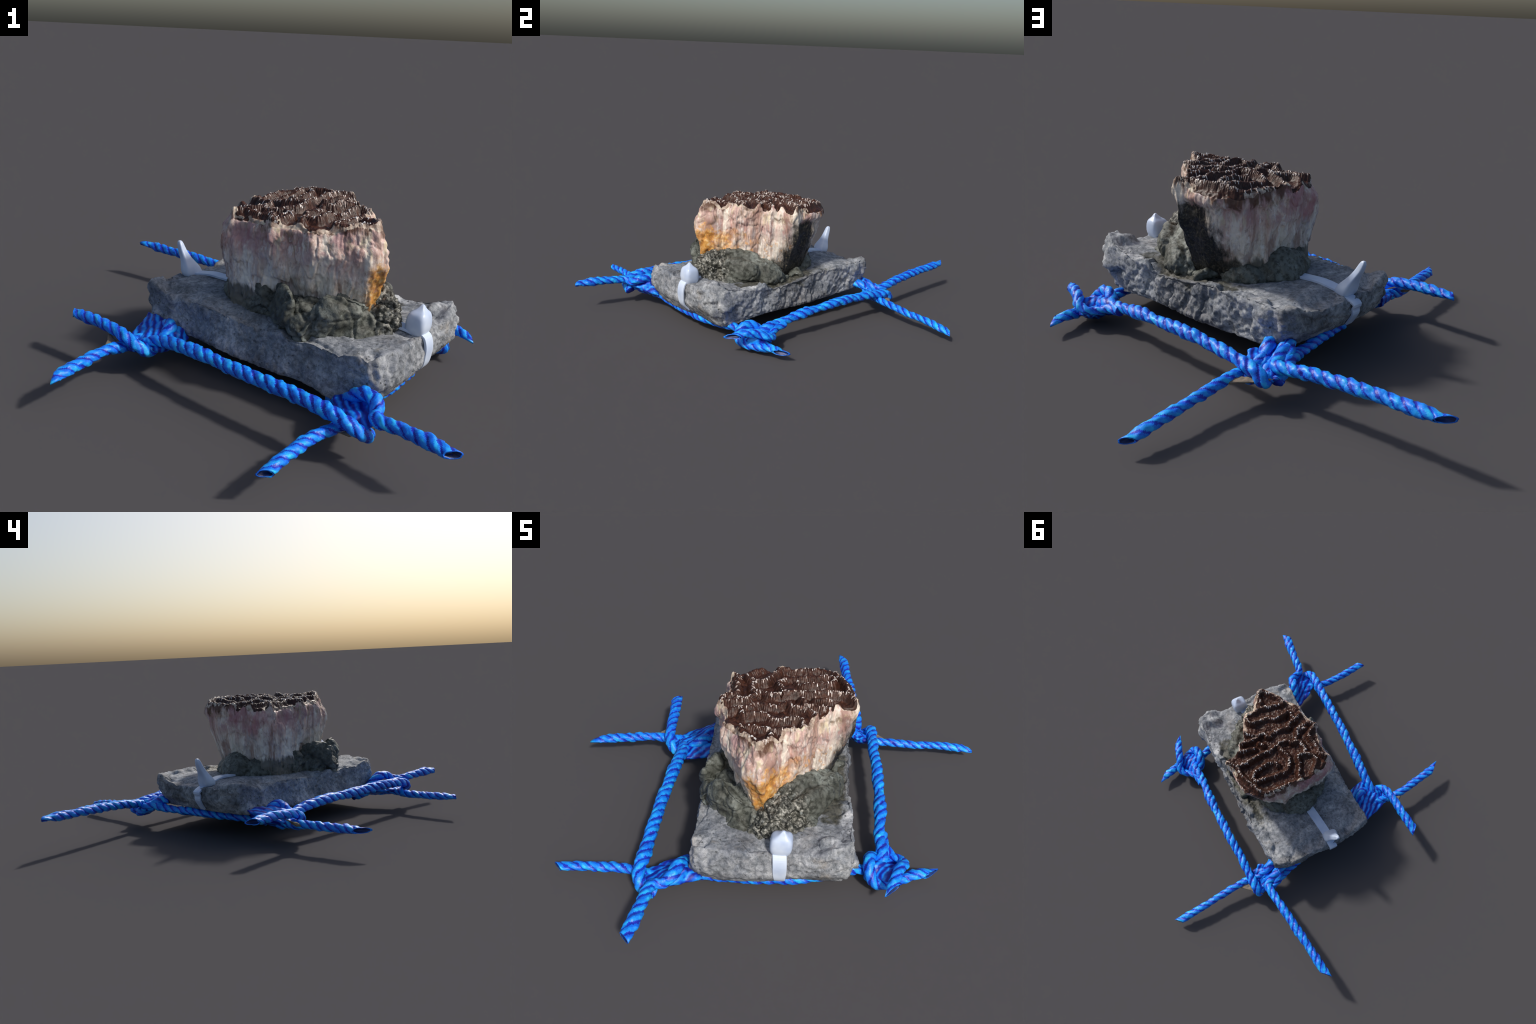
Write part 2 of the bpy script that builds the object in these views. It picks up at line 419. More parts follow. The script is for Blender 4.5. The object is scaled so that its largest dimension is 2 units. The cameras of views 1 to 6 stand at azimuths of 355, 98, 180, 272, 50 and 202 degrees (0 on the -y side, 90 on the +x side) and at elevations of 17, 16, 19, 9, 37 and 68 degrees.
def build_slab():
    c = np.array([.07, -.035])
    NA, NR, NS = 560, 96, 26
    th = np.linspace(-np.pi, np.pi, NA, endpoint=False)
    rt = outline_radius(SLAB_TOP, c, th)
    rb = outline_radius([slab_foot(p) for p in SLAB_TOP], c, th)
    dirs = np.stack([np.cos(th), np.sin(th)], 1)
    rings = []
    def ring(r, z):
        rings.append(np.column_stack([c + dirs * r[:, None], z]))
    top_edge = slab_top_height(c + dirs * (rt * .985)[:, None])
    foot_xy = c + dirs * rb[:, None]
    u, v = slab_uv(foot_xy)
    foot = .106 + .024 * smooth(.1, -.5, u) - .028 * smooth(.25, .46, u)
    front = smooth(.40, .50, slab_uv(c + dirs * rt[:, None])[0])
    for i in range(NR):                               # top face, centre to edge
        f = (i + 1) / NR
        r = rt * f * .985
        ring(r, slab_top_height(c + dirs * r[:, None]))
    for i in range(1, NS):                            # sides, slightly bulging, rounded at both edges
        f = i / NS
        under = smooth(.50, 1.0, f)                   # lower half undercut towards the foot
        prof = (1 - under) * rt + under * rb
        bul = (-.004 + .018 * front) * math.sin(f ** .9 * math.pi)
        edge = -.012 * (max(0, 1 - f / .12) ** 2 + max(0, 1 - (1 - f) / .12) ** 2)
        ring(prof + bul + edge, top_edge + (foot - top_edge) * f)
    for i in range(30):                               # underside, slightly bellied
        f = 1 - i / 30
        ring(rb * f * .985, foot * f ** 2 + (1 - f ** 2) * .10)
    V = np.vstack(rings)
    n = len(rings)
    F = []
    idx = np.arange(NA)
    for k in range(n - 1):
        a, b = k * NA + idx, (k + 1) * NA + idx
        F.append(np.stack([a, b, np.roll(b, -1), np.roll(a, -1)], 1))
    F = np.vstack(F)
    N = vertex_normals(V, F)
    if N[NA * (NR // 2)][2] < 0:
        F = F[:, ::-1]
        N = -N
    side = 1 - np.abs(N[:, 2])
    u, v = slab_uv(V[:, :2])
    knobby = .50 + .50 * smooth(.18, .32, v) + .25 * smooth(.4, .52, u)      # the +y side is the roughest
    amp = .0025 + .008 * side * knobby + .006 * knobby * smooth(.20, .27, v)
    amp = amp * np.where(V[:, 2] < .13, .6, 1)
    tilt, crack = cells(V + .01 * np.stack([noise(V, 20, q) for q in (51, 52, 53)], 1), .085, 55)
    tilt2, crack2 = cells(V, .024, 56)
    rimward = np.maximum(smooth(.20, .28, np.abs(v)), smooth(.42, .50, np.abs(u)))
    D = (1 - side) * (V[:, 2] > .2) * rimward * (.007 * tilt - .004 * crack) + side * knobby * (.0120 * tilt - .005 * crack + .0030 * tilt2 + .004 * ridged(V * (1, 1, .45), 17, 2, 58)) + .0012 * tilt2
    D = D + .8 * amp * (.9 * fbm(V, 10, 3, .5, 3) + .25 * ridged(V, 20, 2, 5) + .22 * ridged(V, 48, 2, 6) - .45) + (.0020 + .0022 * side) * fbm(V, 70, 3, .65, 9)
    # chips out of the long edges
    chip = smooth(.25, .75, noise(V * (1, 1, .4), 15, 41)) * np.maximum(smooth(.24, .29, np.abs(v)), .8 * smooth(.45, .51, np.abs(u))) * smooth(.18, .25, V[:, 2])
    V = V + N * D[:, None]
    V[:, 2] -= (.022 + .010 * (v > 0)) * chip
    # coarse pits on the front end
    pit = smooth(.30, .65, noise(V, 48, 71)) * side * smooth(.40, .50, u)
    V -= N * (.009 * pit)[:, None]
    first = len(V)
    V = np.vstack([V, [V[:NA].mean(0)], [V[(n - 1) * NA:n * NA].mean(0)]])
    faces = F.tolist()
    flip = vertex_normals(V, np.array([[0, 1, first]]))[0][2] < 0
    for j in range(NA):
        t = (j, (j + 1) % NA, first)
        b = ((n - 1) * NA + j, (n - 1) * NA + (j + 1) % NA, first + 1)
        faces.append(t[::-1] if flip else t)
        faces.append(b if flip else b[::-1])
    return mesh_object("concrete_slab", V, faces, [CONCRETE], root)

# ----------------------------------------------------------------- mortar --
# pressed lumps of mortar around the foot: centre, radii, turn about z, lean
# (centre, radii, turn, lean, how angular)
LUMPS = [((.10, -.06, .26), (.22, .22, .075), 0, 0, 0),
         ((.312, -.272, .265), (.122, .108, .145), -.5, 0, .6), ((.19, -.368, .300), (.115, .054, .105), .15, 0, 1), ((.21, -.325, .32), (.10, .055, .080), .1, 0, 1), ((.385, -.12, .310), (.046, .12, .075), -.05, 0, .3),
         ((.340, .02, .295), (.044, .105, .062), .2, .15, .3), ((.315, -.12, .315), (.052, .17, .098), 0, .05, .3), ((.285, .03, .285), (.04, .085, .075), .25, .2, .3), ((.275, .09, .262), (.045, .05, .030), .4, 0, 1), ((.21, .165, .260), (.055, .042, .036), .5, 0, 1),
         ((.05, .180, .266), (.085, .052, .068), -.1, 0, .3), ((-.085, .122, .288), (.115, .080, .088), .55, 0, .2), ((-.148, -.02, .280), (.054, .11, .085), .1, 0, .8),
         ((-.100, -.140, .295), (.050, .10, .080), .45, 0, 1), ((-.010, -.305, .312), (.032, .100, .088), .2, 0, 1), ((.055, -.370, .272), (.050, .055, .062), .6, 0, 1),
         ((.09, -.30, .285), (.07, .05, .075), 0, 0, 1), ((.03, -.25, .30), (.06, .05, .06), .4, 0, 1), ((.29, -.380, .250), (.090, .040, .030), .3, 0, 1), ((.42, -.21, .252), (.045, .09, .036), .1, 0, 1),
         ((.36, .045, .256), (.03, .05, .020), .3, 0, 1)]

def build_mortar():
    bm = bmesh.new()
    chip = np.random.default_rng(31)
    for c, r, turn, lean, angular in LUMPS:
        cuts = [(n / np.linalg.norm(n), chip.uniform(.66, .92)) for n in chip.normal(size=(11, 3))]
        made = bmesh.ops.create_icosphere(bm, subdivisions=4, radius=1)["verts"]
        ct, st = math.cos(turn), math.sin(turn)
        for w in made:
            u = np.array(w.co)
            flat = min([1.12] + [h / (n @ u) for n, h in cuts if n @ u > .05])      # sides broken off flat
            w.co *= 1 + angular * (flat - 1)
            x, y, z = w.co.x * r[0], w.co.y * r[1], w.co.z * r[2]
            w.co = (c[0] + x * ct - y * st, c[1] + x * st + y * ct, c[2] + z - lean * y)
    me = bpy.data.meshes.new("mortar")
    bm.to_mesh(me)
    bm.free()
    ob = bpy.data.objects.new("mortar", me)
    bpy.context.scene.collection.objects.link(ob)
    mod = ob.modifiers.new("fuse", "REMESH")
    mod.mode = "VOXEL"
    mod.voxel_size = 0.0055
    sm = ob.modifiers.new("settle", "SMOOTH")
    sm.iterations = 3
    dep = bpy.context.evaluated_depsgraph_get()
    done = bpy.data.meshes.new_from_object(ob.evaluated_get(dep))
    bpy.data.objects.remove(ob)
    done.name = "mortar"
    n = len(done.vertices)
    V = np.empty(n * 3)
    N = np.empty(n * 3)
    done.vertices.foreach_get("co", V)
    done.vertices.foreach_get("normal", N)
    V, N = V.reshape(-1, 3), N.reshape(-1, 3)
    crumb = smooth(.16, .05, np.hypot(V[:, 0] - .40, (V[:, 1] + .30) * .8))
    low = smooth(.31, .26, V[:, 2]) * smooth(.1, .2, V[:, 1] + .3 * V[:, 0])
    rubble = .25 + .45 * smooth(.10, -.10, V[:, 1] + .5 * V[:, 0]) + .5 * crumb
    D = .006 * fbm(V, 11, 3, .5, 21) + .004 * fbm(V, 38, 3, .6, 23) + rubble * (.005 * ridged(V, 13, 3, 29) - .002) + crumb * (.011 * ridged(V, 34, 3, 25) - .008) + low * .012 * fbm(V, 26, 3, .6, 27)
    tilt, crack = cells(V + .012 * np.stack([noise(V, 18, q) for q in (61, 62, 63)], 1), .105, 65)
    tilt2, crack2 = cells(V, .030, 66)
    D = D + rubble * (.012 * tilt - .012 * crack) + .0025 * tilt2 * (.3 + rubble) - .003 * crack2 * crumb
    V = V + N * D[:, None]
    done.vertices.foreach_set("co", V.ravel())
    done.polygons.foreach_set("use_smooth", [True] * len(done.polygons))
    done.materials.clear()
    done.materials.append(MORTAR)
    done.update()
    ob = bpy.data.objects.new("mortar", done)
    bpy.context.scene.collection.objects.link(ob)
    ob.parent = root

# ------------------------------------------------------------------ coral --
CORAL_C = np.array([.095, -.04])
CORAL_RIM = [(.324, -.324), (.302, -.339), (.265, -.332), (.214, -.327), (.156, -.322), (.097, -.325), (.060, -.307), (.031, -.277), (-.013, -.253), (-.066, -.249),
             (-.069, -.214), (-.109, -.169), (-.136, -.126), (-.186, -.093), (-.195, -.058), (-.192, .001), (-.156, .065), (-.107, .121), (-.062, .160), (-.023, .208),
             (.017, .256), (.060, .286), (.125, .287), (.160, .287), (.192, .270), (.230, .240), (.269, .197), (.314, .175), (.328, .154), (.306, .121), (.279, .085),
             (.296, .033), (.287, -.004), (.302, -.051), (.326, -.095), (.331, -.147), (.296, -.184), (.306, -.225), (.316, -.289)]
CORAL_500 = [(.332, -.342), (.26, -.370), (.16, -.352), (.08, -.325), (.035, -.275), (-.02, -.245), (-.065, -.225), (-.12, -.180), (-.19, -.130), (-.230, -.075), (-.212, -.010), (-.166, .060),
             (-.11, .140), (-.04, .222), (.05, .266), (.14, .264), (.23, .235), (.305, .180), (.312, .09), (.302, .0), (.312, -.08), (.325, -.15), (.312, -.23)]
CORAL_400 = [(.330, -.32), (.26, -.345), (.16, -.325), (.08, -.290), (.03, -.235), (-.03, -.205), (-.09, -.180), (-.15, -.140), (-.19, -.110), (-.212, -.06), (-.190, -.010), (-.136, .046),
             (-.085, .122), (-.03, .202), (.05, .242), (.14, .238), (.22, .208), (.287, .150), (.302, .08), (.298, -.02), (.305, -.08), (.318, -.15), (.312, -.23)]
CORAL_250 = [(.31, -.30), (.25, -.325), (.16, -.305), (.08, -.265), (.03, -.215), (-.03, -.190), (-.09, -.170), (-.14, -.135), (-.18, -.10), (-.19, -.06), (-.180, .0), (-.13, .045),
             (-.07, .105), (-.02, .172), (.05, .198), (.13, .190), (.19, .162), (.25, .118), (.278, .05), (.285, -.02), (.29, -.08), (.30, -.15), (.30, -.23)]
# the meandering walls of the colony, in plan
RIDGES = [[(.322, -.147), (.290, -.175), (.262, -.213), (.224, -.240), (.186, -.268), (.162, -.294), (.187, -.308)],
          [(.326, -.12), (.283, -.10), (.243, -.132), (.207, -.165), (.160, -.183), (.129, -.214), (.104, -.244), (.057, -.214)],
          [(.297, -.03), (.255, -.03), (.214, -.043), (.193, -.065), (.154, -.059), (.139, -.097), (.109, -.128), (.076, -.154), (.077, -.187), (.057, -.214)],
          [(.294, .045), (.248, .008), (.213, -.024)], [(.191, .0), (.166, .004)],
          [(.279, .095), (.238, .063), (.205, .041)],
          [(.314, .170), (.260, .173), (.220, .140), (.188, .102), (.157, .059), (.122, .027), (.093, -.023), (.076, -.055), (.046, -.073), (.013, -.078), (.010, -.119), (.022, -.160), (.002, -.194), (-.024, -.224), (-.057, -.229)],
          [(.093, -.023), (.056, -.004), (.015, .013), (-.010, .048), (-.009, .093), (.032, .140), (.085, .185), (.120, .216), (.149, .202), (.149, .170), (.121, .122), (.083, .083), (.047, .085)],
          [(-.057, -.072), (-.065, -.042), (-.042, -.008), (-.066, .041), (-.077, .087), (-.099, .117), (-.064, .150), (-.021, .192), (.020, .240)],
          [(.013, -.078), (-.016, -.096), (-.057, -.072), (-.070, -.044), (-.111, -.046), (-.141, -.025), (-.148, .010), (-.149, .061)],
          [(-.057, -.229), (-.060, -.204), (-.047, -.159), (-.082, -.126), (-.120, -.101), (-.143, -.071), (-.185, -.068)],
          [(.187, -.308), (.208, -.314), (.277, -.320), (.307, -.313), (.303, -.273), (.273, -.243)],
          [(.214, .213), (.161, .237), (.119, .251), (.068, .262), (.020, .240)], [(.260, .173), (.214, .213)],
          [(.057, -.214), (.045, -.255)], [(.022, -.16), (-.02, -.185)]]

def ridge_samples(step):
    out = []
    for line in RIDGES:
        p, s = catmull(np.array(line), step)
        out.append(p)
    return out

_R = ridge_samples(.003)
_RP = np.vstack(_R)
_RS = np.concatenate([np.r_[0, np.cumsum(np.linalg.norm(np.diff(p, axis=0), axis=1))] + i * .37 for i, p in enumerate(_R)])

def ridge_distance(xy):
    out, along = np.empty(len(xy)), np.empty(len(xy))
    for a in range(0, len(xy), 4000):
        q = xy[a:a + 4000]
        d = ((q[:, None, :] - _RP[None]) ** 2).sum(2)
        j = d.argmin(1)
        out[a:a + 4000] = np.sqrt(d[np.arange(len(q)), j])
        along[a:a + 4000] = _RS[j]
    return out, along

def dome(xy):
    return .009 * smooth(.20, .0, np.hypot(xy[:, 0] - .10, xy[:, 1] - .02)) + .036 * (xy[:, 0] - .1) - .009 * smooth(.12, .0, np.hypot(xy[:, 0] + .04, xy[:, 1] - .13))

def top_height(xy):
    d, along = ridge_distance(xy)
    p3 = np.column_stack([xy, np.zeros(len(xy))])
    crest = .5 + .5 * np.cos(np.pi * np.clip(d / .026, 0, 1))
    crest = crest ** .85
    tall = .029 + .010 * noise(p3, 14, 61)
    z = .6165 + dome(xy) + tall * crest + .0045 * fbm(p3, 30, 3, .6, 63) + .003 * fbm(p3, 70, 2, .6, 65)
    z = z + .0022 * np.sin(2 * np.pi * along / .0085 + 2 * noise(p3, 40, 67)) * smooth(.0, .004, d) * smooth(.024, .010, d)
    return z, crest

def build_coral():
    NA, NT, NW = 720, 150, 70
    th = np.linspace(-np.pi, np.pi, NA, endpoint=False)
    dirs = np.stack([np.cos(th), np.sin(th)], 1)
    r_rim, r5, r4, r2 = (outline_radius(p, CORAL_C, th) for p in (CORAL_RIM, CORAL_500, CORAL_400, CORAL_250))
    wide = np.ones(75) / 75
    ribs = np.clip(r_rim - np.convolve(np.r_[r_rim[-80:], r_rim, r_rim[:80]], wide, "same")[80:-80], -.014, .014)
    rim_xy = CORAL_C + dirs * r_rim[:, None]
    rim_z, rim_crest = top_height(rim_xy)
    T = []
    for i in range(NT):
        f = ((i + 1) / NT) ** .8
        T.append(CORAL_C + dirs * (r_rim * f)[:, None])
    xy = np.vstack(T)
    z, crest = top_height(xy)
    # fluting made by the septa, running up to the crests
    f_rad = np.repeat(((np.arange(NT) + 1) / NT) ** .8, NA)
    z = z - .012 * smooth(.95, 1.0, f_rad) * (1 - crest * .6)
    V_top = np.column_stack([xy, z])
    rim_z = V_top[-NA:, 2]
    W = []
    for i in range(1, NW + 1):
        g = i / NW
        zz = rim_z + (.25 - rim_z) * g
        r = np.empty(NA)
        for_z = zz
        t1 = smooth(.60, .52, for_z)
        r_hi = r_rim + (r5 - r_rim) * t1
        t2 = np.clip((.5 - for_z) / .1, 0, 1)
        t3 = np.clip((.4 - for_z) / .15, 0, 1)
        r = r_hi + (r4 - r5) * t2 + (r2 - r4) * t3
        r = r + ribs * .95 * smooth(.34, .50, for_z) * smooth(.60, .55, for_z)      # the rim's ribs run on down the wall
        r = r + .006 * np.sin(np.pi * np.clip(g / .16, 0, 1))     # a lip under the rim
        W.append(np.column_stack([CORAL_C + dirs * r[:, None], zz]))
    V_wall = np.vstack(W)
    V = np.vstack([V_top, V_wall])
    n = NT + NW
    idx = np.arange(NA)
    F = np.vstack([np.stack([k * NA + idx, (k + 1) * NA + idx, (k + 1) * NA + np.roll(idx, -1), k * NA + np.roll(idx, -1)], 1) for k in range(n - 1)])
    N = vertex_normals(V, F)
    if N[NA * 20][2] < 0:
        F, N = F[:, ::-1], -N
    # wall relief: flutes stretched downwards, lumps, pits
    wall = np.r_[np.zeros(len(V_top)), smooth(0, .12, np.repeat(np.arange(1, NW + 1) / NW, NA))]
    near = 1 - wall
    S = V * (1, 1, .25)
    D = wall * (.012 * fbm(S, 12, 3, .55, 31) + .006 * fbm(V, 16, 2, .5, 32) + .0035 * ridged(S, 30, 2, 33) + .0025 * fbm(V, 60, 3, .6, 35))
    tilt, crack = cells(V * (1, 1, .45) + .008 * np.stack([noise(V, 25, q) for q in (75, 76, 77)], 1), .045, 78)
    D = D + wall * (.0055 * tilt - .0035 * crack + .003 * ridged(V * (1, 1, .3), 55, 2, 79))
    edge = np.r_[smooth(.90, 1, f_rad), np.ones(len(V_wall))] * smooth(.54, .60, V[:, 2])
    D = D + edge * .006 * fbm(V, 36, 3, .6, 37)
    # the sunny front is deeply ribbed, the black corner is flat
    black = smooth(.10, .16, .75 * V[:, 0] + .66 * V[:, 1]) * smooth(-.2, -.14, -.66 * V[:, 0] + .75 * V[:, 1])
    V = V + N * (D * (1 - .5 * black * wall))[:, None]
    # the black turf patch is set back below its pale overhanging lip
    V -= N * (.010 * black * wall * smooth(.59, .55, V[:, 2]))[:, None]
    centre = len(V)
    V = np.vstack([V, [V[:NA].mean(0)]])
    faces = F.tolist() + [((j + 1) % NA, j, centre) if F[0][1] == NA else (j, (j + 1) % NA, centre) for j in range(NA)]
    me = bpy.data.meshes.new("whole")
    me.from_pydata(V.tolist(), [], faces)
    me.update()
    nrm = np.empty(len(V) * 3)
    me.vertices.foreach_get("normal", nrm)
    nrm = nrm.reshape(-1, 3)
    if nrm[NA * 20][2] < 0:
        nrm = -nrm
        faces = [f[::-1] for f in faces]
    bpy.data.meshes.remove(me)
    # split into the living top and the skeleton wall along the rim; bare rim ends get their own material
    def part(name, chosen, mats, index):
        used = sorted({i for f in chosen for i in f})
        new = {o: k for k, o in enumerate(used)}
        ob = mesh_object(name, V[used], [[new[i] for i in f] for f in chosen], mats, root, index)
        ob.data.normals_split_custom_set_from_vertices([tuple(x) for x in nrm[used]])
        return ob
    top_n = (NT - 1) * NA
    tops = faces[:top_n] + faces[len(F):]
    walls = faces[top_n:len(F)]
    C = V[np.array(faces[:top_n])].mean(1)
    fr = np.repeat(((np.arange(NT - 1) + 1.5) / NT) ** .8, NA)
    # ridge ends bleached at the rim: wide on the -y and +x sides, narrow behind
    lee = smooth(.10, -.25, C[:, 1] - .2 * C[:, 0])
    bare = (fr + .07 * fbm(C, 22, 3, .6, 43) + .05 * lee > 1.0)
    mi = np.r_[bare.astype(int), np.zeros(NA, int)]
    part("coral_top", tops, [TOP, RIM], mi)
    Cw = V[np.array(walls)].mean(1)
    g = np.repeat((np.arange(NW) + .5) / NW, NA)[:len(walls)]
    part("coral_wall", walls, [WALL], None)

def build_septa():
    """little pale blades straddling every crest"""
    V, F = [], []
    for line in _R:
        d = np.r_[0, np.cumsum(np.linalg.norm(np.diff(line, axis=0), axis=1))]
        s = .004
        while s < d[-1] - .002:
            p = np.array([np.interp(s, d, line[:, 0]), np.interp(s, d, line[:, 1])])
            q = np.array([np.interp(s + .003, d, line[:, 0]), np.interp(s + .003, d, line[:, 1])])
            t = (q - p) / (np.linalg.norm(q - p) + 1e-9)
            nrm = np.array([-t[1], t[0]])
            clump = noise(np.array([[p[0], p[1], 0]]), 30, 81)[0]
            s += rng.uniform(.0040, .0085)
            if rng.random() > .60 + .75 * clump:
                continue
            half = rng.uniform(.0025, .0070)
            thick = rng.uniform(.0012, .0024)
            off = rng.choice((-1, 1)) * rng.uniform(.0005, .0085)
            prof = []
            for a in (-1, -.45, .1, .6, 1):
                w = p + nrm * (off + a * half)
                z, _ = top_height(w[None])
                prof.append((w, z[0] + .0022 * (1 - a * a) * rng.uniform(.6, 1.2) + .0002))
            base = len(V)
            for w, z in prof:
                for sgn in (-1, 1):
                    m = w + t * thick * sgn
                    V.append((m[0], m[1], z))
                    V.append((m[0], m[1], z - .007))
            for k in range(len(prof) - 1):
                a, b = base + 4 * k, base + 4 * (k + 1)
                F += [(a, a + 2, b + 2, b), (a + 1, a, b, b + 1), (a + 2, a + 3, b + 3, b + 2)]
            e = base + 4 * (len(prof) - 1)
            F += [(base, base + 1, base + 3, base + 2), (e + 2, e + 3, e + 1, e)]
    ob = mesh_object("coral_septa", np.array(V), F, [SEPTA], root, None, False)
    ob["kind"] = "stuff"

# ------------------------------------------------------------------ ropes --
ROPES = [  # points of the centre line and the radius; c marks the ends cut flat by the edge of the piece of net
    ("long_a", [(.660, .010, .055), (.640, .055, .085), (.600, .097, .102), (.555, .131, .106), (.450, .239, .131), (.345, .337, .139), (.242, .432, .148), (.150, .507, .143), (.077, .575, .140), (-.016, .659, .122), (-.045, .680, .098), (-.060, .640, .085), (-.055, .590, .10)], .027, ""),
    ("long_b", [(.215, -.765, .085), (.185, -.798, .112), (.145, -.790, .140), (.111, -.760, .152), (.060, -.705, .156), (-.018, -.627, .161), (-.141, -.507, .160), (-.241, -.401, .160), (-.339, -.296, .158), (-.420, -.206, .145), (-.479, -.160, .130), (-.525, -.135, .098), (-.50, -.09, .085)], .028, ""),
    ("stub", [(.401, -1.003, .163), (.338, -.918, .164), (.277, -.846, .160), (.232, -.790, .152), (.245, -.745, .150), (.250, -.700, .168), (.222, -.655, .172), (.195, -.610, .135), (.180, -.570, .09), (.150, -.500, .08)], .027, "c"),
    ("stub", [(-.130, -1.002, .107), (-.059, -.906, .102), (.037, -.795, .098), (.106, -.751, .098), (.152, -.707, .100), (.200, -.635, .085), (.256, -.566, .084), (.332, -.475, .076), (.420, -.370, .072), (.498, -.270, .070), (.556, -.170, .074), (.600, -.070, .080), (.630, .0, .06)], .023, "c"),
    ("stub", [(-.801, -.448, .116), (-.730, -.334, .115), (-.648, -.211, .114), (-.595, -.160, .105), (-.531, -.105, .112), (-.470, -.070, .108), (-.420, .0, .10), (-.36, .15, .105), (-.26, .32, .11), (-.17, .48, .115), (-.136, .565, .13), (-.11, .62, .11)], .024, "c"),
    ("stub", [(-.803, .022, .172), (-.707, -.057, .170), (-.625, -.129, .163), (-.577, -.171, .150), (-.530, -.195, .122), (-.495, -.18, .095), (-.455, -.14, .12), (-.420, -.110, .160), (-.425, -.065, .160), (-.455, -.035, .115), (-.46, -.01, .09)], .026, "c"),
    ("stub", [(.342, 1.003, .058), (.247, .891, .076), (.159, .776, .084), (.098, .700, .094), (.050, .645, .100), (.0, .600, .108), (-.045, .555, .138), (-.060, .500, .15)], .022, "c"),
    ("stub", [(-.580, 1.003, .176), (-.477, .922, .168), (-.361, .836, .164), (-.228, .739, .154), (-.120, .662, .138), (-.085, .620, .128), (-.095, .575, .14), (-.115, .530, .15)], .027, "c"),
    ("strand", [(-.09, .655, .085), (-.105, .620, .095), (-.122, .580, .125), (-.128, .540, .150), (-.130, .480, .155)], .027, ""),
    ("strand", [(-.04, .640, .075), (-.038, .600, .095), (-.046, .562, .125), (-.055, .525, .150), (-.07, .465, .155)], .027, ""),
    ("stub", [(.802, -.057, .112), (.770, -.005, .118), (.738, .055, .116), (.722, .100, .098), (.689, .123, .083), (.640, .115, .078), (.595, .120, .092), (.54, .16, .10)], .025, "c"),
    ("stub", [(.802, .187, .055), (.770, .140, .058), (.738, .070, .046), (.715, -.010, .044), (.690, -.042, .068), (.655, -.035, .105), (.620, .0, .112), (.600, .040, .085), (.61, .08, .055)], .026, "c")]

